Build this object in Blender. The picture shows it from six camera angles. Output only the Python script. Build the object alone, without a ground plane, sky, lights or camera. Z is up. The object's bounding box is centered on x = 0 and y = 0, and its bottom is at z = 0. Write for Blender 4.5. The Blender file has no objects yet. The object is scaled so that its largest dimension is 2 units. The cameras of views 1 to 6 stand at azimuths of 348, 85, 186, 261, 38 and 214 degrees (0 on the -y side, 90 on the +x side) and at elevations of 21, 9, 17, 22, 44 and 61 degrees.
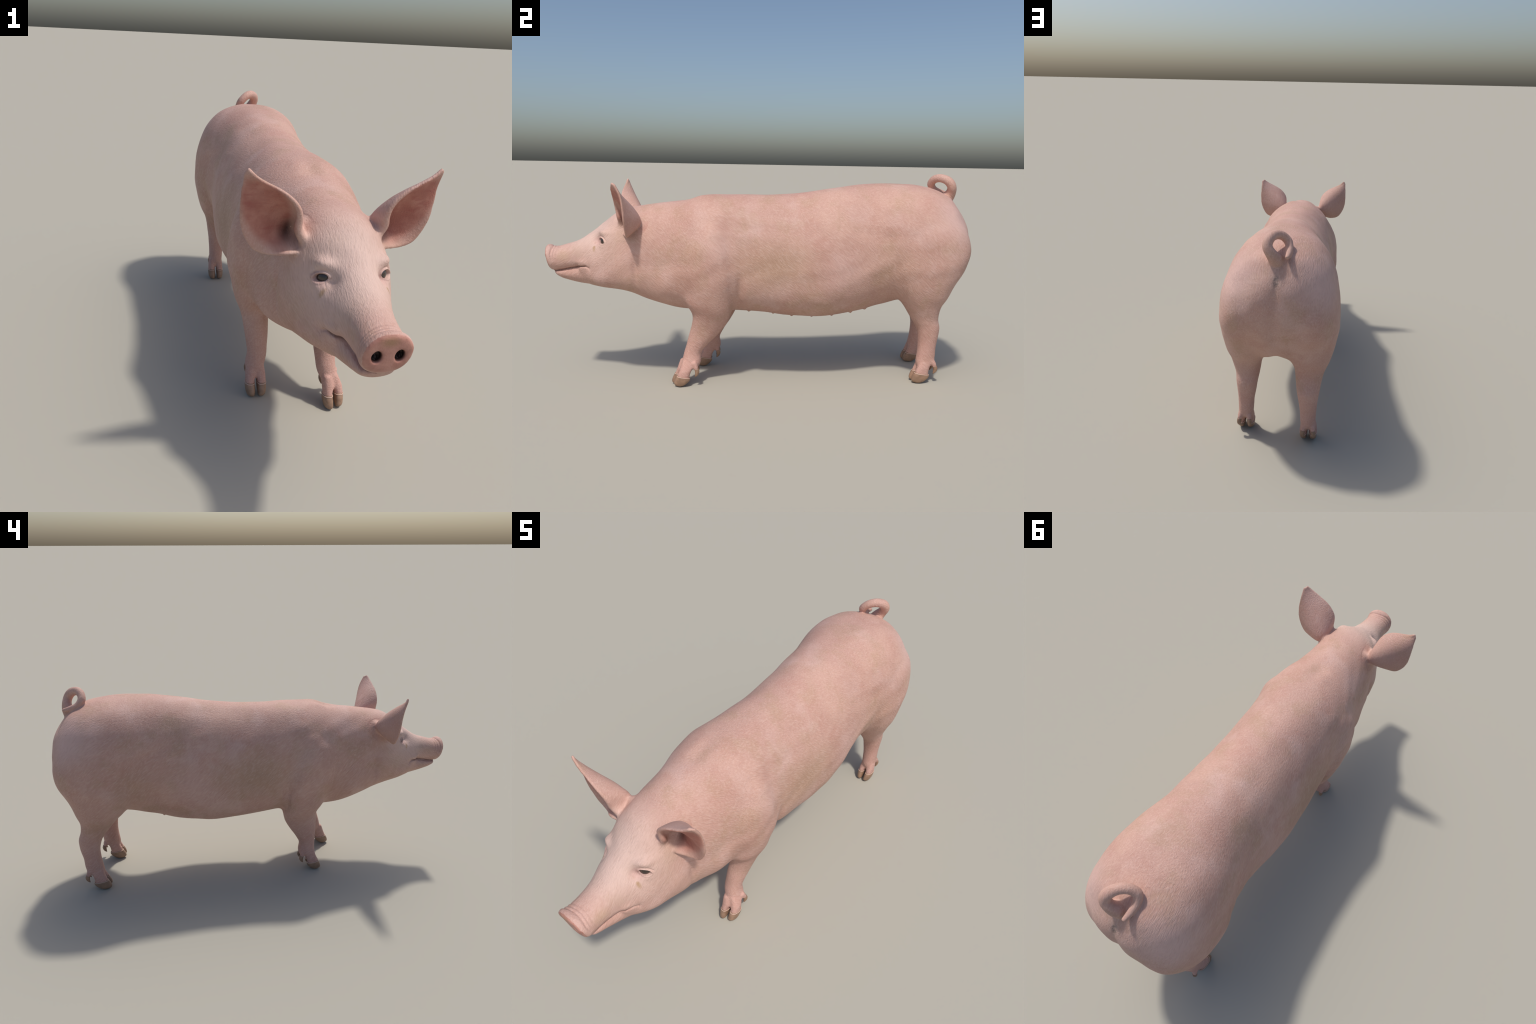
import bpy, bmesh, math
import numpy as np
from mathutils import Vector
from mathutils.kdtree import KDTree

RNG = np.random.default_rng(7)

# ------------------------------------------------------------------ helpers
def spline(keys, vals, x):
    """smooth curve through (keys, vals): cubic Hermite with averaged slopes"""
    keys = np.asarray(keys, float); vals = np.asarray(vals, float)
    one = vals.ndim == 1
    if one: vals = vals[:, None]
    x = np.clip(np.atleast_1d(np.asarray(x, float)), keys[0], keys[-1])
    h = np.diff(keys)[:, None]; d = np.diff(vals, axis=0) / h
    m = np.zeros_like(vals); m[0] = d[0]; m[-1] = d[-1]
    m[1:-1] = (d[:-1] * h[1:] + d[1:] * h[:-1]) / (h[:-1] + h[1:])
    i = np.clip(np.searchsorted(keys, x, side='right') - 1, 0, len(keys) - 2)
    t = ((x - keys[i]) / (keys[i + 1] - keys[i]))[:, None]; hh = h[i]
    r = ((2*t**3 - 3*t**2 + 1) * vals[i] + (t**3 - 2*t**2 + t) * hh * m[i]
         + (-2*t**3 + 3*t**2) * vals[i + 1] + (t**3 - t**2) * hh * m[i + 1])
    return r[:, 0] if one else r

def loft_mesh(rings):
    """closed skin over a list of equal rings, capped with a fan at both ends"""
    n = len(rings[0]); V = [tuple(p) for r in rings for p in r]; F = []
    for a in range(len(rings) - 1):
        for b in range(n):
            c = (b + 1) % n
            F.append((a*n + b, a*n + c, (a+1)*n + c, (a+1)*n + b))
    for base, flip in ((0, True), ((len(rings) - 1) * n, False)):
        V.append(tuple(np.mean(V[base:base + n], axis=0))); m = len(V) - 1
        for b in range(n):
            c = (b + 1) % n
            F.append((base + c, base + b, m) if flip else (base + b, base + c, m))
    return V, F

def obj_from(name, V, F):
    me = bpy.data.meshes.new(name); me.from_pydata(V, [], F); me.update()
    bm = bmesh.new(); bm.from_mesh(me)
    bmesh.ops.recalc_face_normals(bm, faces=bm.faces); bm.to_mesh(me); bm.free()
    ob = bpy.data.objects.new(name, me); bpy.context.scene.collection.objects.link(ob)
    return ob

def spow(v, e): return np.sign(v) * np.abs(v) ** e

def body_ring(y, cx, top, bot, zw, w, nu, nl, n=72):
    a = np.linspace(0, 2*np.pi, n, endpoint=False)
    c, s = np.cos(a), np.sin(a)
    e = np.where(s >= 0, 2/nu, 2/nl)
    x = cx + w * spow(c, e); z = np.where(s >= 0, zw + (top - zw) * spow(s, e), zw + (zw - bot) * spow(s, e))
    return np.stack([x, np.full(n, y), z], 1)

def body_loft(name, table, step):
    T = np.array(table, float); ys = np.arange(T[0, 0], T[-1, 0] + 1e-6, step)
    ys[-1] = T[-1, 0]
    P = spline(T[:, 0], T[:, 1:], ys)
    return obj_from(name, *loft_mesh([body_ring(y, *p) for y, p in zip(ys, P)]))

def limb_loft(name, table, side, dy=None, step=0.008, n=40, e=2.2):
    """vertical loft: rows of z, x, y, half width, half length"""
    T = np.array(table, float)[::-1]; zs = np.arange(T[0, 0], T[-1, 0] + 1e-6, step)
    P = spline(T[:, 0], T[:, 1:], zs); rings = []
    a = np.linspace(0, 2*np.pi, n, endpoint=False)
    for z, (x, y, rx, ry) in zip(zs, P):
        if dy is not None: y = y + spline(dy[0], dy[1], z)[0]
        rings.append(np.stack([side * (x + rx * spow(np.cos(a), 2/e)), y + ry * spow(np.sin(a), 2/e),
                               np.full(n, z)], 1))
    return obj_from(name, *loft_mesh(rings))

def tube(name, pts, radii, n=20, steps=60, flat=1.0):
    pts = np.asarray(pts, float); k = np.r_[0, np.cumsum(np.linalg.norm(np.diff(pts, axis=0), axis=1))]
    t = np.linspace(0, k[-1], steps); C = spline(k, pts, t); R = spline(k, radii, t)
    T = np.gradient(C, axis=0); T /= np.linalg.norm(T, axis=1)[:, None]
    up = np.array([0.3, 0.2, 1.0]); u = np.cross(T[0], up); u /= np.linalg.norm(u)
    a = np.linspace(0, 2*np.pi, n, endpoint=False); rings = []
    for c, tt, r in zip(C, T, R):
        u = u - tt * (u @ tt); u /= np.linalg.norm(u); v = np.cross(tt, u)
        rings.append(c + r * (np.cos(a)[:, None] * u + flat * np.sin(a)[:, None] * v))
    return obj_from(name, *loft_mesh(rings)), C

def join_remesh(obs, voxel, name):
    bm = bmesh.new()
    for o in obs:
        bm.from_mesh(o.data)
    me = bpy.data.meshes.new(name); bm.to_mesh(me); bm.free()
    for o in obs: bpy.data.objects.remove(o)
    ob = bpy.data.objects.new(name, me); bpy.context.scene.collection.objects.link(ob)
    md = ob.modifiers.new('r', 'REMESH'); md.mode = 'VOXEL'; md.voxel_size = voxel; md.adaptivity = 0
    dg = bpy.context.evaluated_depsgraph_get(); dg.update()
    new = bpy.data.meshes.new_from_object(ob.evaluated_get(dg)); bpy.data.objects.remove(ob)
    ob = bpy.data.objects.new(name, new); bpy.context.scene.collection.objects.link(ob)
    return ob

def get_verts(ob):
    P = np.empty(len(ob.data.vertices) * 3); ob.data.vertices.foreach_get('co', P); return P.reshape(-1, 3)
def set_verts(ob, P):
    ob.data.vertices.foreach_set('co', np.ascontiguousarray(P, dtype=np.float32).ravel()); ob.data.update()
def get_normals(ob):
    N = np.empty(len(ob.data.vertices) * 3); ob.data.vertex_normals.foreach_get('vector', N); return N.reshape(-1, 3)
def get_edges(ob):
    E = np.empty(len(ob.data.edges) * 2, dtype=np.int64); ob.data.edges.foreach_get('vertices', E); return E.reshape(-1, 2)

def relax(P, E, mask, times, taubin=False):
    """Laplacian smoothing, scaled by a mask per vertex"""
    n = len(P); deg = np.bincount(E[:, 0], minlength=n) + np.bincount(E[:, 1], minlength=n)
    deg = np.maximum(deg, 1)
    for k in range(times):
        for f in ((0.55, -0.57) if taubin else (0.55,)):
            S = np.stack([np.bincount(E[:, 0], P[E[:, 1], c], n) + np.bincount(E[:, 1], P[E[:, 0], c], n)
                          for c in range(3)], 1) / deg[:, None]
            P = P + (S - P) * (f * mask)[:, None]
    return P

def blob(P, c, r):
    """1 at c, falling to 0: gaussian with radius r (scalar or per axis)"""
    d = (P - np.asarray(c)) / np.asarray(r); return np.exp(-(d * d).sum(1))

def polydist(P, pts, near=0.06):
    """distance of every vertex to a polyline, and the position 0..1 along it"""
    pts = np.asarray(pts, float); D = np.full(len(P), 9.0); S = np.zeros(len(P))
    lo, hi = pts.min(0) - near, pts.max(0) + near
    idx = np.nonzero(((P > lo) & (P < hi)).all(1))[0]; Q = P[idx]; n = len(pts) - 1
    bd = np.full(len(Q), 9.0); bs = np.zeros(len(Q))
    for i in range(n):
        a, b = pts[i], pts[i + 1]; ab = b - a
        t = np.clip(((Q - a) @ ab) / (ab @ ab), 0, 1)
        d = np.linalg.norm(Q - a - t[:, None] * ab, axis=1); m = d < bd
        bd[m] = d[m]; bs[m] = (i + t[m]) / n
    D[idx] = bd; S[idx] = bs
    return D, S

def sstep(a, b, x):
    t = np.clip((x - a) / (b - a), 0, 1); return t * t * (3 - 2 * t)

# ------------------------------------------------------------------ proportions
# trunk, neck and skull: y, middle x, top, bottom, height of the widest place, half width, roundness up / down
TRUNK = [
    (-0.840, .016, .672, .482, .560, .076, 2.2, 2.2),
    (-0.800, .015, .700, .460, .560, .096, 2.0, 2.4),
    (-0.750, .013, .738, .453, .560, .116, 1.9, 2.7),
    (-0.700, .011, .780, .446, .568, .134, 2.1, 2.9),
    (-0.650, .009, .810, .437, .573, .149, 2.15, 3.0),
    (-0.600, .006, .825, .424, .575, .159, 2.05, 3.0),
    (-0.550, .004, .832, .401, .575, .165, 2.05, 2.9),
    (-0.480, .002, .841, .374, .570, .174, 2.1, 2.8),
    (-0.400, .001, .852, .350, .565, .188, 2.2, 2.7),
    (-0.330, .000, .866, .342, .570, .203, 2.3, 2.5),
    (-0.270, .000, .880, .340, .570, .213, 2.3, 2.4),
    (-0.150, .000, .886, .336, .560, .214, 2.2, 2.4),
    (0.000, .000, .886, .326, .540, .220, 2.05, 2.55),
    (0.120, .000, .890, .311, .525, .227, 2.0, 2.55),
    (0.250, .000, .906, .303, .525, .230, 2.0, 2.5),
    (0.350, .000, .923, .308, .540, .227, 2.1, 2.35),
    (0.450, .000, .937, .319, .575, .220, 2.2, 2.15),
    (0.550, -.001, .945, .345, .610, .230, 2.35, 2.0),
    (0.650, -.003, .947, .370, .620, .250, 2.4, 1.85),
    (0.750, -.004, .941, .384, .625, .257, 2.35, 1.8),
    (0.840, -.004, .920, .398, .640, .243, 2.3, 1.85),
    (0.900, -.004, .889, .437, .650, .214, 2.3, 1.9),
    (0.940, -.004, .842, .486, .656, .176, 2.25, 1.9),
    (0.972, -.004, .800, .540, .664, .140, 2.1, 2.0),
    (0.993, -.004, .740, .590, .664, .095, 2.0, 2.0),
    (1.000, -.004, .690, .620, .655, .040, 2.0, 2.0),
]
# upper jaw and snout
SNOUT = [
    (-1.001, .016, .639, .539, .587, .059, 2.1, 2.3),
    (-0.995, .016, .644, .532, .586, .064, 2.1, 2.3),
    (-0.988, .016, .647, .526, .585, .0655, 2.1, 2.3),
    (-0.974, .016, .642, .522, .584, .063, 2.1, 2.3),
    (-0.950, .017, .639, .524, .584, .060, 2.2, 2.3),
    (-0.900, .018, .651, .530, .585, .061, 2.2, 2.4),
    (-0.850, .018, .668, .540, .587, .071, 2.1, 2.4),
    (-0.810, .015, .692, .550, .587, .086, 1.9, 2.3),
    (-0.770, .013, .720, .545, .585, .096, 1.85, 2.3),
]
# lower jaw
JAW = [
    (-0.962, .014, .527, .516, .522, .026, 2.0, 2.0),
    (-0.955, .014, .531, .507, .521, .040, 2.1, 2.0),
    (-0.935, .014, .537, .492, .517, .047, 2.2, 2.0),
    (-0.900, .014, .545, .479, .515, .053, 2.2, 2.0),
    (-0.850, .015, .560, .467, .517, .066, 2.1, 2.0),
    (-0.800, .015, .575, .459, .522, .083, 2.1, 2.0),
    (-0.740, .014, .595, .452, .528, .098, 2.1, 2.0),
]
# hind leg: z, x, y, half width, half length
HIND = [
    (.840, .085, .760, .085, .120), (.770, .106, .765, .126, .178), (.700, .118, .770, .141, .208),
    (.640, .125, .774, .139, .218), (.560, .132, .764, .136, .206), (.480, .138, .755, .118, .163),
    (.420, .142, .760, .097, .123), (.365, .144, .764, .071, .085), (.310, .141, .776, .057, .064),
    (.270, .141, .793, .050, .057), (.235, .142, .797, .045, .051), (.170, .144, .794, .037, .043),
    (.120, .145, .792, .035, .045), (.095, .146, .788, .033, .044), (.080, .146, .784, .026, .036),
]
HIND_SHIFT = ((0, .34, .45, .60, .70, .90), (.055, .055, .024, .006, 0, 0))
HIND_LEAD = ((0, .34, .42, .55, .68, .90), (0, 0, -.003, -.010, -.006, 0))   # the other ham is carried further forward
# fore leg
FORE = [
    (.780, .100, -.235, .070, .080), (.730, .122, -.240, .078, .100), (.660, .140, -.248, .086, .118),
    (.590, .147, -.252, .088, .124), (.520, .150, -.250, .086, .124), (.450, .148, -.244, .080, .114),
    (.390, .143, -.247, .070, .109), (.335, .134, -.239, .058, .088), (.300, .126, -.246, .051, .084),
    (.245, .117, -.272, .044, .070), (.190, .113, -.305, .039, .051), (.147, .114, -.327, .036, .041),
    (.120, .119, -.330, .036, .044), (.098, .125, -.334, .034, .044), (.082, .130, -.338, .026, .036),
]
FORE_SHIFT = ((0, .05, .12, .18, .25, .30, .40, .50, .62, .90), (.1, .1, .094, .078, .058, .048, .044, .022, 0, 0))
FORE_X = ((0, .12, .2, .3, .5, .9), (.000, .010, .014, .008, 0, 0))   # the other fore leg stands straighter

# ears: position along the ear, front rim, lower rim, back of the cup
EAR = [
    (-.20, (.072, -.630, .750), (.096, -.622, .700), (.060, -.590, .735)),
    (.00, (.110, -.652, .768), (.146, -.626, .702), (.096, -.578, .762)),
    (.20, (.115, -.660, .824), (.190, -.608, .698), (.121, -.568, .794)),
    (.40, (.136, -.664, .860), (.240, -.602, .715), (.156, -.582, .831)),
    (.60, (.169, -.665, .887), (.274, -.604, .775), (.195, -.605, .866)),
    (.80, (.213, -.661, .910), (.281, -.608, .847), (.233, -.626, .898)),
    (.93, (.252, -.655, .931), (.276, -.618, .899), (.260, -.639, .925)),
    (1.0, (.265, -.648, .941), (.276, -.635, .933), (.270, -.642, .939)),
]
def ear_sheet(ns=56, nt=30, other=False):
    k = [e[0] for e in EAR]; U = np.array([e[1] for e in EAR]); L = np.array([e[2] for e in EAR]); R = np.array([e[3] for e in EAR])
    s = np.linspace(k[0], 1, ns); U, L, R = (spline(k, q, s) for q in (U, L, R))
    t = np.linspace(0, 1, nt)[None, :, None]
    b = .36                                       # the cup is deepest nearer the front rim
    S = (t-b)*(t-1)/b * U[:, None] + t*(1-t)/(b*(1-b)) * R[:, None] + t*(t-b)/(1-b) * L[:, None]
    if other:                                     # the other ear is turned a little further forward
        S = S.copy(); S[..., 0] *= -1
        f = np.clip((np.abs(S[..., 0]) - .06) / .08, 0, 1)
        S[..., 1] -= .030 * f * (.40 + .60 * t[..., 0])
    du, dv = np.gradient(S, axis=0), np.gradient(S, axis=1)
    N = np.cross(du, dv); N /= np.linalg.norm(N, axis=2)[..., None] + 1e-12
    c = N[ns//2, nt//2]
    if c[1] < 0: N = -N                           # N points to the back of the ear
    return s, S, N
def ear_solid(name, other=False):
    s, S, N = ear_sheet(other=other); ns, nt = S.shape[:2]
    t = np.linspace(0, 1, nt); th = .0085 + (.0215 * np.sin(np.pi * t)**.8)[None, :] * (sstep(1.0, .62, s) * sstep(-.1, .15, s))[:, None]
    rings = []
    for i in range(ns):
        back = S[i] - 0*N[i]; front = S[i] - th[i][:, None] * N[i]
        rings.append(np.concatenate([back, front[::-1]]))
    return obj_from(name, *loft_mesh(rings)), s, S

TAIL = [(.000, .880, .850), (.008, .908, .884), (.028, .916, .912), (.044, .911, .938), (.038, .892, .964),
        (.016, .862, .976), (-.012, .841, .967), (-.033, .837, .945), (-.043, .855, .921), (-.043, .890, .907), (-.037, .929, .898)]
TAIL_R = [.040, .030, .0230, .0220, .0215, .0210, .0200, .0185, .0165, .0135, .0085]

# ------------------------------------------------------------------ body skin
parts = [body_loft('trunk', TRUNK, .01), body_loft('snout', SNOUT, .004), body_loft('jaw', JAW, .006)]
for side in (1, -1):
    parts.append(limb_loft('hind', HIND, side, HIND_SHIFT if side < 0 else HIND_LEAD))
    tab = [(z, x + (.001 if side > 0 else 0 + float(spline(*FORE_X, z)[0])) * sstep(.5, .3, z), y, a, b) for z, x, y, a, b in FORE]
    parts.append(limb_loft('fore', tab, side, FORE_SHIFT if side < 0 else None))
bpy.context.view_layer.update()
so = parts[1]; Q = get_verts(so)                   # the disc leans back at its lower edge and at the sides
wf = sstep(-.90, -.98, Q[:, 1])
Q[:, 1] += wf * (.24 * np.clip(.605 - Q[:, 2], 0, 1) + 1.8 * (Q[:, 0] - .011)**2)
set_verts(so, Q)
for sx in (1, -1):                                  # root of the ear
    bm = bmesh.new(); bmesh.ops.create_uvsphere(bm, u_segments=24, v_segments=16, radius=1)
    me_ = bpy.data.meshes.new('root'); bm.to_mesh(me_); bm.free()
    o = bpy.data.objects.new('root', me_); bpy.context.scene.collection.objects.link(o)
    set_verts(o, get_verts(o) * (.028, .022, .036) + (sx * .096, -.572 - .016 * (sx < 0), .755)); parts.append(o)
skin = join_remesh(parts, .007, 'skin')
P = get_verts(skin); E_ = get_edges(skin)
m = np.clip(.25 + blob(P, (0, -.25, .5), (.6, .34, .30)) + blob(P, (0, .75, .55), (.6, .36, .30)), 0, 1)
m *= sstep(-.86, -.72, P[:, 1])                    # keep the mouth and the snout crisp
m *= np.where(P[:, 2] < .30, .25, 1)
P = relax(P, E_, m, 16)
P = relax(P, E_, np.clip(1.4 * blob(P, (0, .95, .72), (.4, .16, .16)), 0, 1), 22)
set_verts(skin, P)

# feet: flesh of two toes and two knobs for the dewclaws per leg
FEET = []   # x, y of the foot, fore or hind
FEET.append((.137, -.352, 'fore', 1)); FEET.append((-.131, -.252, 'fore', -1))
FEET.append((.148, .782, 'hind', 1)); FEET.append((-.148, .837, 'hind', -1))
# rows: front y, front z, back y, back z, half width (from the sole up)
HOOFROWS = [(-.046, .000, -.016, .002, .0115), (-.054, .003, -.005, .009, .0155), (-.060, .013, .009, .021, .0185),
            (-.055, .032, .015, .032, .0195), (-.046, .048, .013, .039, .0193), (-.043, .052, .010, .041, .0170)]
TOE = [(-.044, .040, .008, .032, .0170), (-.0435, .050, .0105, .041, .0180), (-.041, .060, .013, .052, .0182), (-.034, .076, .020, .070, .0188),
       (-.028, .095, .034, .092, .0185), (-.020, .118, .045, .118, .0150)]
def toe_rings(fx, fy, k, kind, rows, n=28):
    """rings of one toe; k = -1 / 1 is its side of the foot, the inner face is flatter"""
    a = np.linspace(0, 2*np.pi, n, endpoint=False); c, sn = np.cos(a), np.sin(a); rings = []
    for y0, z0, y1, z1, wd in rows:
        if kind == 'hind': y1 += .010 * sstep(.10, .03, z1)
        t = (spow(sn, .85) + 1) / 2; w = np.where(c > 0, 1.0, .80 + .5 * sstep(.052, .068, (z0 + z1) / 2)) * wd
        up = sstep(.06, .12, (z0 + z1) / 2)
        x = fx + k * (.0200 - .0060 * up + w * spow(c, .8)) - k * .004 * np.clip(-sn, 0, 1) * (1 - min(1, z0 / .05))
        rings.append(np.stack([x - (.012 * up * np.sign(fx) if kind == 'fore' and fx > 0 else 0), fy + y0 + (y1 - y0) * t, z0 + (z1 - z0) * t], 1))
    return rings
extra = []
for fx, fy, kind, side in FEET:
    for k in (-1, 1):
        o = obj_from('toe', *loft_mesh(toe_rings(fx, fy - (.012 if kind == 'fore' and fx > 0 and k < 0 else 0), k, kind, TOE)))
        extra.append(o)
        yk = fy + (.044 if kind == 'fore' else .050)
        o, _ = tube('knob', [(fx + k*.016, fy + .030, .112), (fx + k*.021, yk - .004, .090), (fx + k*.024, yk + .002, .070)],
                    [.014, .0125, .0085], n=14, steps=10)
        extra.append(o)
def ear_rims(other):
    """rolled edges of the ear: thick where the front rim grows out of the skull"""
    _, S, Nr = ear_sheet(other=other)
    ns = S.shape[0]; a = np.linspace(0, 1, 11); j = (a * (ns - 1)).astype(int)
    r1 = spline([0, .17, .34, .5, .67, 1], [.020, .0150, .0100, .0075, .0062, .0060], a)
    r2 = spline([0, .3, 1], [.009, .0055, .0055], a); b = np.clip(j, 6, None)
    inw = S[:, 3] - S[:, 0]; inw /= np.linalg.norm(inw, axis=1)[:, None]; inl = S[:, -4] - S[:, -1]; inl /= np.linalg.norm(inl, axis=1)[:, None]
    p1 = S[j, 0] - Nr[b, 1] * r1[:, None] * .9 + inw[j] * r1[:, None] * .35
    p2 = S[j, -1] - Nr[b, -2] * r2[:, None] * .9 + inl[j] * r2[:, None] * .8
    p1[0] = (p1[0] + S[0, NR // 2]) / 2
    return [tube('rim', p1, r1, n=14, steps=80)[0], tube('rim', p2, r2, n=12, steps=80)[0]]
NR = 30
ear_r, es, ES_r = ear_solid('ear'); ear_l, _, ES_l = ear_solid('ear', True)
tail_o, TAILC = tube('tail', TAIL, TAIL_R, n=24, steps=80)
skin = join_remesh([skin, ear_r, ear_l, tail_o] + ear_rims(False) + ear_rims(True) + extra, .0032, 'skin')

# finer mesh where the eyes, mouth, nostrils are
EYE = [(.098, -.733, .674), (-.084, -.740, .673)]
bm = bmesh.new(); bm.from_mesh(skin.data)
def near(p):
    return (p.y < -.68 and ((p.z - .674)**2 + (p.y + .735)**2 < .05**2)) or p.y < -.93 or (p.y < -.79 and p.z < .575)
sel = [e for e in bm.edges if near(e.verts[0].co) and near(e.verts[1].co)]
bmesh.ops.subdivide_edges(bm, edges=sel, cuts=1, use_grid_fill=True)
bmesh.ops.triangulate(bm, faces=[f for f in bm.faces if len(f.verts) > 4])
bm.to_mesh(skin.data); bm.free()

P = get_verts(skin); E_ = get_edges(skin)
print('skin verts', len(P))

# which vertices belong to ear or tail
def nearest(points):
    kd = KDTree(len(points))
    for i, p in enumerate(points): kd.insert(p, i)
    kd.balance(); return kd
NT = ES_r.shape[1]
ear_mask = np.zeros(len(P)); ear_s = np.full(len(P), -9.0); ear_t = np.zeros(len(P)); ear_id = np.zeros(len(P), int)
for ident, S in ((1, ES_r), (2, ES_l)):
    kd = nearest(S.reshape(-1, 3)); sx = 1 if ident == 1 else -1
    box = np.nonzero((P[:, 0]*sx > .07) & (P[:, 1] > -.72) & (P[:, 1] < -.52) & (P[:, 2] > .68))[0]
    for i in box:
        co, j, d = kd.find(P[i])
        if d < .034: ear_s[i] = es[j // NT]; ear_t[i] = (j % NT) / (NT - 1); ear_id[i] = ident
ear_mask = sstep(.02, .12, ear_s)
tail_id = np.zeros(len(P), bool); tail_s = np.zeros(len(P))
kd = nearest(TAILC)
for i in np.nonzero((P[:, 1] > .80) & (P[:, 2] > .85) & (np.abs(P[:, 0]) < .09))[0]:
    co, j, d = kd.find(P[i]); tail_s[i] = j / (len(TAILC) - 1)
    tail_id[i] = d < .030 and tail_s[i] > .12
# smoothing: all a little, ear and tail roots a lot, feet little
m = np.full(len(P), .6)
P = relax(P, E_, m, 3)
P = relax(P, E_, .9 * sstep(.045, .065, P[:, 2]) * sstep(.15, .11, P[:, 2]), 10)
root = np.maximum.reduce([blob(P, (.125, -.60, .755), .055), blob(P, (-.125, -.61, .755), .055), blob(P, (.004, .905, .87), .04)])
root = np.clip(root * 1.5, 0, 1) * (1 - sstep(.1, .35, ear_s))
P = relax(P, E_, root, 14)
front = np.maximum(blob(P, (.112, -.655, .765), .030), blob(P, (-.112, -.665, .765), .030))
P = relax(P, E_, np.clip(1.4 * front, 0, 1) * (1 - sstep(.15, .4, ear_s)), 34)
P = relax(P, E_, .6 * (ear_s > .1), 5)
set_verts(skin, P); N = get_normals(skin)

# ---- sculpting: swellings, hollows and creases, moved along the normal
def push(w, h):
    global P
    P = P + N * (w * h)[:, None] if np.ndim(h) else P + N * (w * h)[:, None]
def both(c, r, h):
    for sx in (1, -1):
        push(blob(P, (sx * c[0] + .005 * (c[1] < -.6), c[1], c[2]), r), h)
not_ear = ear_id == 0
EYEBALL = []
for (cx, cy, cz) in EYE:
    near_ = np.nonzero(((P[:, 1] - cy)**2 + (P[:, 2] - cz)**2 < .006**2) & (P[:, 0] * cx > 0))[0]
    cx = P[near_].mean(0)[0]
    sx = 1 if cx > 0 else -1
    push(blob(P, (cx - .010*sx, cy + .006, cz + .034), (.030, .030, .017)) * not_ear, .017)   # brow
    push(blob(P, (cx - .010*sx, cy - .034, cz + .012), (.028, .024, .028)), -.018)            # hollow before the eye
    push(blob(P, (cx, cy - .018, cz - .004), (.03, .012, .012)), -.004)                       # inner corner
    push(blob(P, (cx, cy + .030, cz + .002), (.03, .018, .020)), .005)
    push(blob(P, (cx, cy + .002, cz - .022), (.03, .024, .010)), .003)                        # lower lid bag
    near_ = np.nonzero(((P[:, 1] - cy)**2 + (P[:, 2] - cz)**2 < .005**2) & (P[:, 0] * cx > 0))[0]
    c = P[near_].mean(0); ax = np.array((.72*sx, -.68, .14)); ax /= np.linalg.norm(ax)
    tg = np.array((.68*sx, .72, 0)); tg /= np.linalg.norm(tg); up_ = np.cross(ax, tg); up_ *= np.sign(up_[2])
    EYEBALL.append(c - ax * .0250)
    d1, d2 = (P - c) @ tg / .0180, ((P - c) @ up_ + .22 * ((P - c) @ tg)) / .0112
    q = d1**2 + d2**2; on = (P[:, 0] * sx > .04) & (np.abs((P - c) @ ax) < .03)
    P = P - ax * (np.exp(-q**4) * on * .013)[:, None]
    P = P + ax * (np.exp(-((np.sqrt(q) - 1.30) / .26)**2) * on * (.0022 + .0016 * (d2 > 0)))[:, None]   # lid rims
    D, S_ = polydist(P, [c - tg*.027 + up_*.012, c - tg*.012 + up_*.0225, c + tg*.006 + up_*.0205, c + tg*.028 + up_*.004], .05)
    push(np.exp(-(D/.0032)**2) * on, -.0026)                                                  # fold of the upper lid
    D, S_ = polydist(P, [c - tg*.022 - up_*.004, c - tg*.006 - up_*.0165, c + tg*.012 - up_*.0205], .05)
    push(np.exp(-(D/.0032)**2) * on, -.0016)
# mouth line
def mouth_line(sx):
    return [(.013 + sx*.030, -.968, .525), (.013 + sx*.052, -.945, .530), (.014 + sx*.060, -.915, .534), (.015 + sx*.072, -.87, .544), (.015 + sx*.082, -.835, .554), (.015 + sx*.088, -.808, .557), (.015 + sx*.092, -.794, .548)]
def lip_distance(Q, sx):
    flat = Q * (0, 1, 1); D, S_ = polydist(flat, np.array(mouth_line(sx)) * (0, 1, 1))
    D[(Q[:, 0] - .015) * sx < .012] = 9; return D, S_
for sx in (1, -1):
    D, S_ = lip_distance(P, sx); push(np.exp(-(D/.0042)**2) * (1 - .6 * sstep(.8, 1, S_)), -.0075)
    push(blob(P, (.009 + sx*.09, -.79, .548), (.03, .012, .016)), -.005)
    push(blob(P, (.009 + sx*.085, -.83, .575), (.03, .03, .012)), .004)              # lip swelling
# snout disc: nostrils, rim, wrinkles behind
for sx in (1, -1):
    c = np.array((.0165 + sx*.0285, -.995, .583))
    q = ((P - c) / (.0112, .03, .0145)); q = (q*q).sum(1)
    w = np.exp(-q**2) * (P[:, 1] < -.965); P[:, 1] += .026 * w
    q = ((P - c) / (.019, .03, .021)); q = (q*q).sum(1)
disc = blob(P, (.0125, -1.0, .585), (.045, .012, .040)); P[:, 1] += .004 * disc
for yy, zz, h in ((-.969, .0, -.0032), (-.957, 0, -.0026), (-.944, 0, -.0018)):
    up = sstep(.555, .61, P[:, 2]); wob = yy + .004 * np.sin(P[:, 0] * 40) + .012 * (1 - up)
    push(np.exp(-((P[:, 1] - wob) / .0042)**2) * up, h)
# ear canals
for sx, dy in ((1, 0), (-1, -.012)):
    c = (sx*.130, -.615 + dy, .757); w = blob(P, c, (.018, .030, .022)) * (N[:, 1] < .3)
    P += np.array((-sx*.6, .8, -.1)) * (.010 * w)[:, None]
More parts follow.
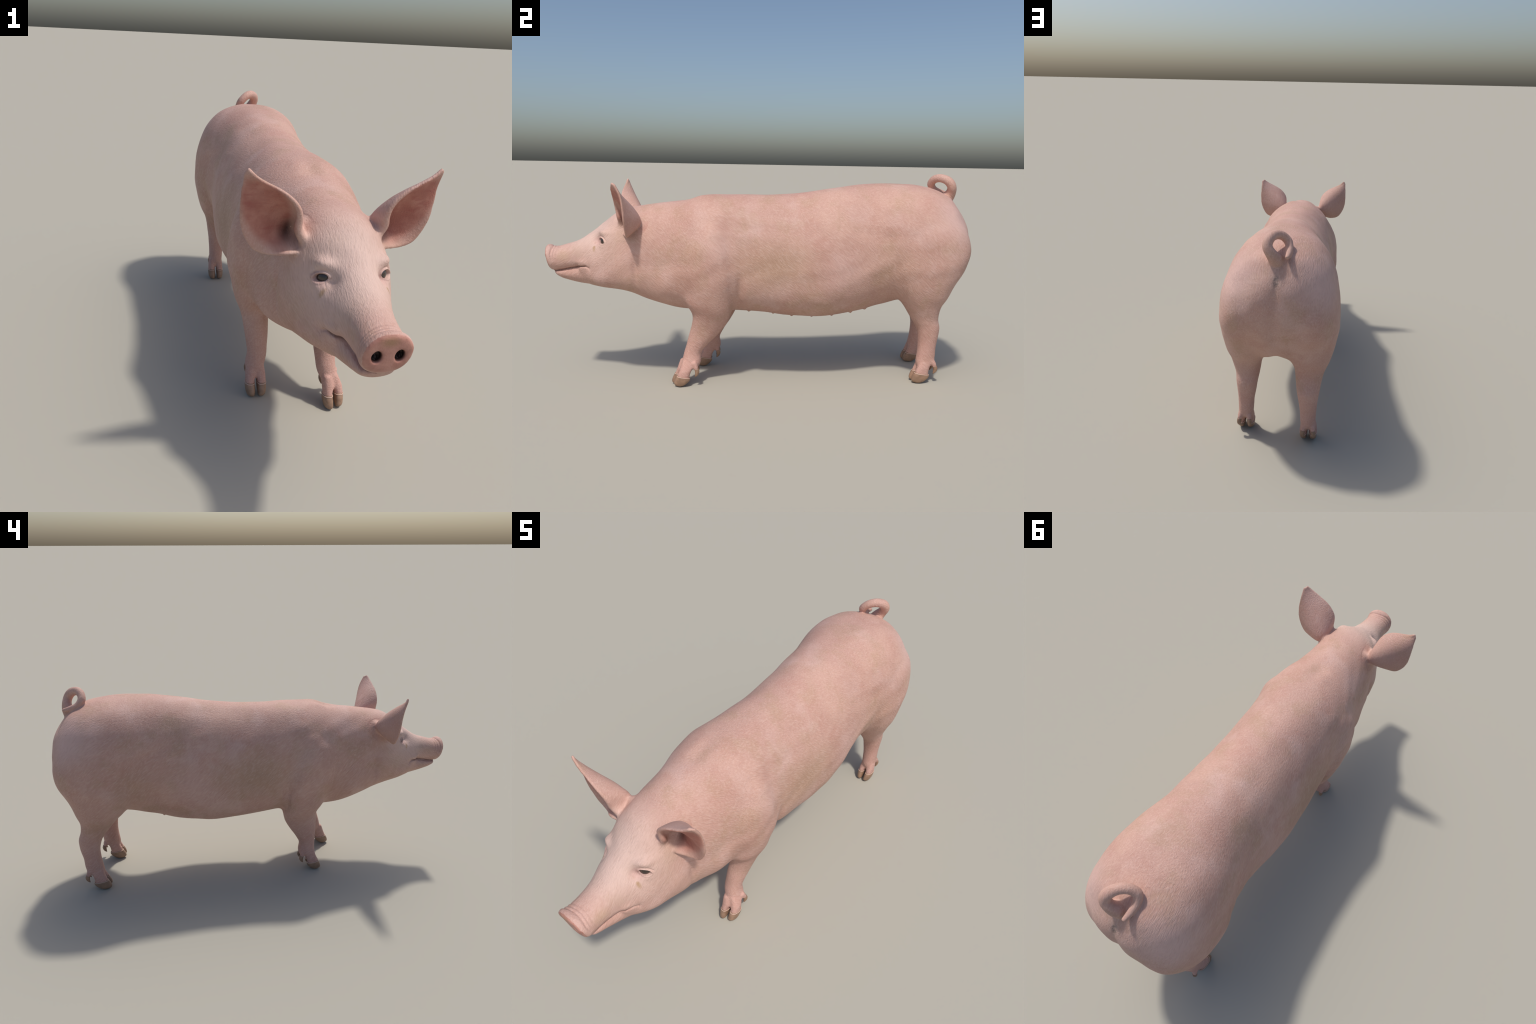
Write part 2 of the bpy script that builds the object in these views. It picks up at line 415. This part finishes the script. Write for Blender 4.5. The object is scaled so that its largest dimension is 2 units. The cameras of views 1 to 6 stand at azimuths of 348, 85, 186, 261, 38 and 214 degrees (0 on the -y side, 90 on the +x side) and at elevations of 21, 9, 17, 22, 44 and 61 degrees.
# cheek, throat, shoulder, belly
both((.135, -.645, .565), (.05, .055, .07), .007)     # jowl
both((.150, -.578, .56), (.06, .015, .09), -.008)     # crease behind the jowl
both((.20, -.112, .45), (.09, .018, .10), -.013)
for sx in (1, -1):
    D, S_ = polydist(P, [(sx*.17, -.20, .79), (sx*.205, -.235, .70), (sx*.228, -.215, .60), (sx*.232, -.17, .50)], .12)
    push(np.exp(-(D/.045)**2), .005)                    # shoulder blade
    D, S_ = polydist(P, [(sx*.215, .57, .70), (sx*.235, .60, .58), (sx*.225, .63, .48), (sx*.19, .66, .42)], .12)
    push(np.exp(-(D/.030)**2), -.006)                   # groove before the thigh
    D, S_ = polydist(P, [(sx*.20, .70, .40), (sx*.19, .76, .36), (sx*.175, .80, .30)], .10)
    push(np.exp(-(D/.018)**2), -.003)
    D, S_ = polydist(P, [(sx*.15, -.10, .36), (sx*.19, -.125, .40)], .10)
    push(np.exp(-(D/.016)**2), -.006)                   # elbow fold
both((.23, -.170, .54), (.06, .035, .09), .007)      # behind the shoulder
both((.175, -.45, .47), (.07, .055, .07), .012)      # base of the neck
both((.105, -.735, .49), (.05, .06, .04), .007)       # side of the jaw
both((.22, .53, .46), (.08, .045, .12), -.006)         # flank hollow
both((.045, -.30, .885), (.03, .045, .03), .006)      # wither knobs
push(blob(P, (0, -.345, .865), (.035, .03, .03)), -.005)
push(blob(P, (0, .84, .40), (.034, .12, .06)) * (N[:, 2] < .2), -.022)   # arch between the thighs
push(blob(P, (0, .985, .60), (.030, .06, .17)), -.014)   # cleft
push(blob(P, (0, .945, .808), (.010, .05, .018)), -.004)
push(blob(P, (0, .97, .74), (.010, .05, .06)), -.003)
P = relax(P, E_, np.clip(1.3 * blob(P, (0, .80, .39), (.10, .16, .06)), 0, 1), 30)
set_verts(skin, P); N = get_normals(skin)
# teats
for y in (-.067, .05, .14, .238, .337, .43, .50):
    for sx in (1, -1):
        w = blob(P, (sx*.055, y + .006*sx, .30), (.0075, .0075, .09)) * (N[:, 2] < -.3); push(w, .008)
# soft lumps of flesh
lump = (np.sin(P[:, 1]*23 + 3*np.sin(P[:, 2]*17)) * np.sin(P[:, 2]*19 + 2*np.sin(P[:, 0]*21 + P[:, 1]*9)))
push(np.where(ear_id > 0, .1, 1.0) * sstep(-.93, -.7, P[:, 1]) * sstep(.1, .3, P[:, 2]), .0016 * lump)
m = np.full(len(P), .35); P = relax(P, E_, m, 2)
P[:, 1] = np.clip(P[:, 1], -1, 1)
set_verts(skin, P); N = get_normals(skin)

# ------------------------------------------------------------------ materials
class Nodes:
    def __init__(self, name):
        self.m = bpy.data.materials.new(name); self.m.use_nodes = True
        self.t = self.m.node_tree; self.t.nodes.clear()
        self.out = self.t.nodes.new('ShaderNodeOutputMaterial'); self.bsdf = self.t.nodes.new('ShaderNodeBsdfPrincipled')
        self.t.links.new(self.bsdf.outputs[0], self.out.inputs[0])
        self.co = self.t.nodes.new('ShaderNodeTexCoord').outputs['Object']
    def put(self, sock, v):
        if hasattr(v, 'is_linked') or isinstance(v, bpy.types.NodeSocket): self.t.links.new(v, sock)
        else: sock.default_value = v
    def math(self, op, a, b=0.0, clamp=False):
        n = self.t.nodes.new('ShaderNodeMath'); n.operation = op; n.use_clamp = clamp
        self.put(n.inputs[0], a); self.put(n.inputs[1], b); return n.outputs[0]
    def mapping(self, scale=(1, 1, 1), rot=(0, 0, 0), loc=(0, 0, 0), src=None):
        n = self.t.nodes.new('ShaderNodeMapping'); self.put(n.inputs[0], src or self.co)
        n.inputs['Scale'].default_value = scale; n.inputs['Rotation'].default_value = rot; n.inputs['Location'].default_value = loc
        return n.outputs[0]
    def noise(self, scale, detail=4, rough=.55, vec=None, dist=0.0):
        n = self.t.nodes.new('ShaderNodeTexNoise'); self.put(n.inputs['Vector'], vec or self.co)
        n.inputs['Scale'].default_value = scale; n.inputs['Detail'].default_value = detail
        n.inputs['Roughness'].default_value = rough; n.inputs['Distortion'].default_value = dist
        return n.outputs['Fac']
    def rng(self, v, a, b, lo=0.0, hi=1.0):
        n = self.t.nodes.new('ShaderNodeMapRange'); n.interpolation_type = 'SMOOTHSTEP'
        self.put(n.inputs[0], v); n.inputs[1].default_value = a; n.inputs[2].default_value = b
        n.inputs[3].default_value = lo; n.inputs[4].default_value = hi; return n.outputs[0]
    def mix(self, f, a, b, mode='MIX'):
        n = self.t.nodes.new('ShaderNodeMix'); n.data_type = 'RGBA'; n.blend_type = mode
        self.put(n.inputs[0], f)
        for s, v in ((n.inputs[6], a), (n.inputs[7], b)):
            if isinstance(v, tuple): s.default_value = (*v, 1)
            else: self.t.links.new(v, s)
        return n.outputs[2]
    def spot(self, c, r, soft=.0):
        """1 inside an ellipsoid round c, fading to 0 at its edge; soft = core share"""
        n = self.mapping(scale=tuple(1/q for q in r), loc=tuple(-a/q for a, q in zip(c, r)))
        l = self.t.nodes.new('ShaderNodeVectorMath'); l.operation = 'LENGTH'; self.put(l.inputs[0], n)
        return self.rng(l.outputs['Value'], soft, 1.0, 1.0, 0.0)
    def mirror(self):
        """object coordinates folded over the middle plane"""
        s = self.t.nodes.new('ShaderNodeSeparateXYZ'); self.put(s.inputs[0], self.co)
        c = self.t.nodes.new('ShaderNodeCombineXYZ'); self.put(c.inputs[0], self.math('ABSOLUTE', s.outputs[0]))
        self.put(c.inputs[1], s.outputs[1]); self.put(c.inputs[2], s.outputs[2]); return c.outputs[0], s
    def bump(self, h, dist, strength=1.0, normal=None):
        n = self.t.nodes.new('ShaderNodeBump'); n.inputs['Distance'].default_value = dist
        n.inputs['Strength'].default_value = strength; self.put(n.inputs['Height'], h)
        if normal is not None: self.put(n.inputs['Normal'], normal)
        return n.outputs[0]

def skin_material(inner=False):
    k = Nodes('ear_inner_skin' if inner else 'pig_skin'); raw = k.co; fold, sep = k.mirror()
    base = (.530, .314, .256)
    col = k.mix(k.rng(k.noise(5, 4), .38, .66), base, (.575, .350, .282))
    col = k.mix(k.rng(k.noise(8, 5, .62, k.mapping(loc=(3, 1, 2))), .48, .68, 0, .52), col, (.450, .285, .192))    # sandy patches
    col = k.mix(k.rng(k.noise(7, 4, .6, k.mapping(loc=(-4, 6, 2))), .50, .70, 0, .50), col, (.490, .262, .208))    # rosy patches
    col = k.mix(k.rng(k.noise(6, 4, .6, k.mapping(loc=(7, -2, 5))), .50, .70, 0, .50), col, (.630, .420, .370))    # pale pink patches
    k.co = fold
    col = k.mix(k.math('MULTIPLY', k.spot((.25, .04, .58), (.22, .30, .18)), .75), col, (.410, .262, .172))      # darker tan area on the flank
    col = k.mix(k.math('MULTIPLY', k.spot((.24, .62, .57), (.20, .16, .16)), .45), col, (.430, .265, .185))
    col = k.mix(k.math('MULTIPLY', k.spot((.23, -.38, .50), (.22, .14, .12)), .45), col, (.450, .240, .175))
    col = k.mix(k.math('MULTIPLY', k.spot((.23, -.20, .66), (.16, .10, .10)), .45), col, (.640, .420, .370))     # shoulder point
    col = k.mix(k.math('MULTIPLY', k.spot((.18, .90, .79), (.20, .20, .17), .1), .75), col, (.690, .465, .415))    # pale rump
    col = k.mix(k.math('MULTIPLY', k.spot((.24, .36, .54), (.14, .15, .16)), .50), col, (.600, .385, .340))
    col = k.mix(k.math('MULTIPLY', k.spot((.0, -.74, .69), (.24, .25, .24), .25), .78), col, (.660, .485, .420))   # pale face
    col = k.mix(k.math('MULTIPLY', k.spot((.0, -1.0, .56), (.12, .18, .09), .2), .65), col, (.540, .320, .260))    # muzzle
    col = k.mix(k.math('MULTIPLY', k.spot((.07, -.91, .60), (.05, .05, .04)), .55), col, (.540, .360, .235))
    col = k.mix(k.math('MULTIPLY', k.spot((.09, -.752, .672), (.04, .036, .034), .2), .50), col, (.520, .300, .270))  # round the eye
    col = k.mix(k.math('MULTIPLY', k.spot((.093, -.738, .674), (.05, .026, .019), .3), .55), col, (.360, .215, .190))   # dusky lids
    # tear stain
    st = k.math('MULTIPLY', k.spot((.093, -.767, .641), (.05, .011, .028), .2), k.rng(k.noise(60, 3), .36, .60))
    col = k.mix(k.math('MULTIPLY', st, .75), col, (.38, .235, .115))
    # nostrils and lips
    col = k.mix(k.spot((.041, -.982, .582), (.016, .03, .017), .55), col, (.060, .022, .018)) if False else col
    k.co = raw
    for sx in (1, -1):
        col = k.mix(k.spot((.0165 + sx*.0285, -.978, .583), (.0145, .040, .0180), .72), col, (.012, .005, .004))
    # crease shadow between the lips, painted dark along a curve z(y)
    u = k.math('ADD', sep.outputs[1], .88)
    line = k.math('ADD', k.math('MULTIPLY', k.math('MULTIPLY', u, u), 0.1357), k.math('ADD', k.math('MULTIPLY', u, 0.2092), 0.54233))
    off = k.math('ABSOLUTE', k.math('SUBTRACT', sep.outputs[2], line))
    seam = k.math('MULTIPLY', k.rng(off, .0010, .0042, 1, 0), k.math('MULTIPLY', k.rng(sep.outputs[1], -.815, -.795, 1, 0), k.rng(sep.outputs[1], -.970, -.962, 0, 1)))
    col = k.mix(k.math('MULTIPLY', seam, .70), col, (.115, .052, .040))
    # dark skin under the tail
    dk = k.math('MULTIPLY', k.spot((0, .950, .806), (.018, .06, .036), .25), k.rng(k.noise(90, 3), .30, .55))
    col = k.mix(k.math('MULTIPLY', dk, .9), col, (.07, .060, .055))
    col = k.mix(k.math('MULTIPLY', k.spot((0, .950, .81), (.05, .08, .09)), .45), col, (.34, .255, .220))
    # pink shanks
    z = sep.outputs[2]
    col = k.mix(k.rng(z, .16, .34, .55, 0), col, (.560, .315, .265))
    # hair: fine streaks, bent by a slow noise
    def streaks(sc, rot, loc, distort):
        warp = k.t.nodes.new('ShaderNodeTexNoise'); k.put(warp.inputs['Vector'], raw); warp.inputs['Scale'].default_value = 5
        ad = k.t.nodes.new('ShaderNodeVectorMath'); ad.operation = 'MULTIPLY_ADD'
        k.put(ad.inputs[0], warp.outputs['Color']); ad.inputs[1].default_value = (distort,)*3; k.put(ad.inputs[2], raw)
        return k.noise(1, 3, .6, k.mapping(scale=sc, loc=loc, src=k.mapping(rot=rot, src=ad.outputs[0])))
    face = k.rng(sep.outputs[1], -.66, -.56, 1, 0)    # on the face the hair runs up the forehead
    def lay(sc, loc, distort, deg):
        a, b = streaks(sc, (math.radians(deg), 0, 0), loc, distort), streaks(sc, (math.radians(-44), 0, 0), loc, distort)
        return k.math('ADD', k.math('MULTIPLY', a, k.math('SUBTRACT', 1.0, face)), k.math('MULTIPLY', b, face))
    h1 = lay((180, 28, 200), (0, 0, 0), .045, 42); h2 = lay((340, 50, 360), (5, 3, 1), .06, 34)
    hair = k.math('ADD', k.math('MULTIPLY', h1, .65), k.math('MULTIPLY', h2, .35))
    col = k.mix(k.rng(hair, .47, .64, .0, .28), col, (.70, .50, .43))
    col = k.mix(k.rng(hair, .34, .50, .18, 0), col, (.36, .180, .120))
    if inner:                                        # red, bare inside of the ear: a leaf shaped field fading to the rim
        k.co = fold
        leaf = k.t.nodes.new('ShaderNodeVectorMath'); leaf.operation = 'LENGTH'
        a = math.atan2(.48, .877)                     # lean of the ear
        v = k.mapping(loc=(-.206, 0, -.822)); v = k.mapping(rot=(0, -a, 0), src=v); v = k.mapping(scale=(1/.070, 0, 1/.128), src=v)
        k.put(leaf.inputs[0], v)
        f = k.rng(leaf.outputs['Value'], .70, 1.03, 1, 0)
        red = k.mix(k.rng(k.noise(18, 4), .35, .65), (.50, .235, .180), (.40, .155, .118))
        red = k.mix(k.rng(k.noise(1, 4, .6, k.mapping(scale=(20, 20, 60), rot=(0, .7, 0))), .5, .7, 0, .5), red, (.36, .105, .085))
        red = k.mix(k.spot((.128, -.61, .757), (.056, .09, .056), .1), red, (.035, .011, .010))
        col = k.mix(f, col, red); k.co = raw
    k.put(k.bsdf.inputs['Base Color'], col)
    k.bsdf.inputs['Roughness'].default_value = .62
    k.bsdf.inputs['Specular IOR Level'].default_value = .32
    k.put(k.bsdf.inputs['Normal'], k.bump(hair, .0045, .70, k.bump(k.noise(160, 3), .0015, .4)))
    return k.m

def disc_material():
    k = Nodes('snout_disc_skin')
    col = k.mix(k.rng(k.noise(28, 4), .35, .68), (.51, .255, .200), (.40, .178, .136))
    col = k.mix(k.spot((.0125, -.995, .625), (.035, .03, .022)), col, (.40, .220, .130))
    for sx in (1, -1):
        col = k.mix(k.spot((.0165 + sx*.0285, -.978, .583), (.0150, .050, .0185), .72), col, (.012, .005, .004))
    k.put(k.bsdf.inputs['Base Color'], col); k.bsdf.inputs['Roughness'].default_value = .45
    k.bsdf.inputs['Specular IOR Level'].default_value = .4
    k.put(k.bsdf.inputs['Normal'], k.bump(k.noise(220, 3), .0012, .5))
    return k.m

def hoof_material():
    k = Nodes('hoof_horn'); z = k.t.nodes.new('ShaderNodeSeparateXYZ'); k.put(z.inputs[0], k.co)
    col = k.mix(k.rng(k.noise(40, 4), .35, .65), (.270, .165, .108), (.350, .212, .138))
    col = k.mix(k.rng(k.noise(1, 4, .6, k.mapping(scale=(60, 60, 300))), .5, .75, 0, .6), col, (.24, .125, .060))
    k.put(k.bsdf.inputs['Base Color'], col); k.bsdf.inputs['Roughness'].default_value = .42
    k.put(k.bsdf.inputs['Normal'], k.bump(k.noise(1, 3, .6, k.mapping(scale=(120, 120, 500))), .0015, .5))
    return k.m

def plain(name, col, rough, spec=.5, coat=0):
    k = Nodes(name); c = k.mix(k.noise(60, 3), tuple(.85*q for q in col), tuple(min(1, 1.15*q) for q in col))
    k.put(k.bsdf.inputs['Base Color'], c); k.bsdf.inputs['Roughness'].default_value = rough
    k.bsdf.inputs['Specular IOR Level'].default_value = spec; k.bsdf.inputs['Coat Weight'].default_value = coat
    k.bsdf.inputs['Coat Roughness'].default_value = .05
    return k.m

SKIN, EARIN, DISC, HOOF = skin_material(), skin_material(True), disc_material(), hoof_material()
EYEM = plain('eye_dark_brown', (.035, .022, .016), .18, .5, .6)
BAND = plain('coronet_band', (.62, .44, .36), .6, .3)

# ------------------------------------------------------------------ split the skin into anatomical parts
pig = bpy.data.objects.new('pig', None); bpy.context.scene.collection.objects.link(pig)
pig['label'] = 'pink domestic pig standing, upright ears, curly tail, tan hooves'
pig['category'] = 'pig'

me = skin.data
nf = len(me.polygons); lt = np.empty(nf, np.int32); ls = np.empty(nf, np.int32)
me.polygons.foreach_get('loop_total', lt); me.polygons.foreach_get('loop_start', ls)
lv = np.empty(len(me.loops), np.int32); me.loops.foreach_get('vertex_index', lv)
fid = np.repeat(np.arange(nf), lt)
FC = np.stack([np.bincount(fid, P[lv, c], nf) for c in range(3)], 1) / lt[:, None]
FN = np.stack([np.bincount(fid, N[lv, c], nf) for c in range(3)], 1); FN /= np.linalg.norm(FN, axis=1)[:, None] + 1e-9
first = lv[ls]
region = np.zeros(nf, int)                       # 0 torso
X, Y, Z = FC.T
region[Y + .35 * (Z - .6) < -.40] = 1            # neck
region[Y - .30 * (Z - .6) < -.585] = 2           # head
region[(region == 2) & (Y < -.938 - .15 * (Z - .58)) & (Z > .512)] = 3   # snout
for r, sx, cy, ky in ((4, 1, -.25, 'f'), (5, -1, -.22, 'f'), (6, 1, .79, 'h'), (7, -1, .82, 'h')):
    zc = .47 if ky == 'h' else .44
    lim = (X*sx > .035) & (np.abs(Y - cy) < .24) & (Z < zc - .9 * np.clip(.15 - X*sx, 0, .2) - (.25*np.abs(Y - cy) if ky == 'f' else .35*np.abs(Y - cy)))
    region[lim] = r
er = (ear_id[first] > 0) & (ear_s[first] > .06)
region[er & (X > 0)] = 8; region[er & (X < 0)] = 9
region[tail_id[first]] = 10
NAMES = ['torso', 'neck', 'head', 'snout', 'forelimb', 'forelimb', 'hindlimb', 'hindlimb', 'ear', 'ear', 'tail']

# inner side of the ears and the snout disc have skin of their own
slot = np.zeros(nf, int)
for reg, S in ((8, ES_r), (9, ES_l)):
    idx = np.nonzero((region == reg) | ((ear_id[first] == reg - 7)))[0]
    kd = nearest(S.reshape(-1, 3))
    sg, Sh, Nh = ear_sheet(other=(reg == 9)); Nh = Nh.reshape(-1, 3)
    for i in idx:
        j = kd.find(FC[i])[1]; tt = (j % NT) / (NT - 1)
        if FN[i] @ Nh[j] < -.1: slot[i] = 1
slot[(region == 3) & (Y < -.9775) & ((FN[:, 1] < -.55) | ((np.abs(X - .0125) < .045) & (np.abs(Z - .583) < .022)))] = 2

parts = {}
for r, nm in enumerate(NAMES):
    f = np.nonzero(region == r)[0]
    if not len(f): continue
    loops = [lv[ls[i]:ls[i] + lt[i]] for i in f]
    used, inv = np.unique(np.concatenate(loops), return_inverse=True)
    faces, q = [], 0
    for l in loops: faces.append(inv[q:q + len(l)].tolist()); q += len(l)
    pm = bpy.data.meshes.new(nm); pm.from_pydata(P[used].tolist(), [], faces); pm.update()
    mats = [SKIN, EARIN, DISC]
    sl = slot[f]; keep = sorted(set(sl.tolist()))
    for s_ in keep: pm.materials.append(mats[s_])
    pm.polygons.foreach_set('material_index', np.array([keep.index(s_) for s_ in sl], np.int32))
    pm.polygons.foreach_set('use_smooth', np.ones(len(f), bool))
    pm.normals_split_custom_set_from_vertices(N[used].tolist())
    ob = bpy.data.objects.new(nm, pm); bpy.context.scene.collection.objects.link(ob)
    ob.parent = pig; parts[r] = ob
bpy.data.objects.remove(skin)

# ------------------------------------------------------------------ eyes
def smooth_all(o):
    o.data.polygons.foreach_set('use_smooth', np.ones(len(o.data.polygons), bool)); o.data.update()
head = parts[2]
for cen in EYEBALL:
    bm = bmesh.new(); bmesh.ops.create_uvsphere(bm, u_segments=28, v_segments=18, radius=.0245)
    me_ = bpy.data.meshes.new('eye'); bm.to_mesh(me_); bm.free(); me_.materials.append(EYEM)
    o = bpy.data.objects.new('eye', me_); bpy.context.scene.collection.objects.link(o); smooth_all(o)
    o.location = cen; o.parent = head

# ------------------------------------------------------------------ hooves and dewclaws
def hoof(fx, fy, k, kind):
    T = np.array(HOOFROWS); q = np.linspace(0, len(T) - 1, 21)
    rings = toe_rings(fx, fy, k, kind, spline(np.arange(len(T)), T, q))
    for r in rings: r[:, 2] = np.maximum(r[:, 2], 0.0)
    return loft_mesh(rings), rings
def dewclaw(fx, fy, k, kind):
    yk = fy + (.044 if kind == 'fore' else .050)
    return tube('dewclaw', [(fx + k*.023, yk, .082), (fx + k*.0245, yk + .003, .070), (fx + k*.025, yk, .056), (fx + k*.024, yk - .007, .044)],
                [.0095, .0098, .0070, .0015], n=16, steps=14, flat=1.1)[0]
LIMB = {('fore', 1): 4, ('fore', -1): 5, ('hind', 1): 6, ('hind', -1): 7}
for fx, fy, kind, side in FEET:
    for k in (-1, 1):
        (V, F), rings = hoof(fx, fy - (.012 if kind == 'fore' and fx > 0 and k < 0 else 0), k, kind); o = obj_from('hoof', V, F); o.data.materials.append(HOOF); smooth_all(o); o.parent = parts[LIMB[kind, side]]
        top = rings[-5]; o2, _ = tube('coronet', [*(top * 1.0), top[0]], [.0014]*(len(top) + 1), n=8, steps=90)
        o2.data.materials.append(BAND); smooth_all(o2); o2.parent = parts[LIMB[kind, side]]
        o = dewclaw(fx, fy, k, kind); o.data.materials.append(HOOF); smooth_all(o); o.parent = parts[LIMB[kind, side]]
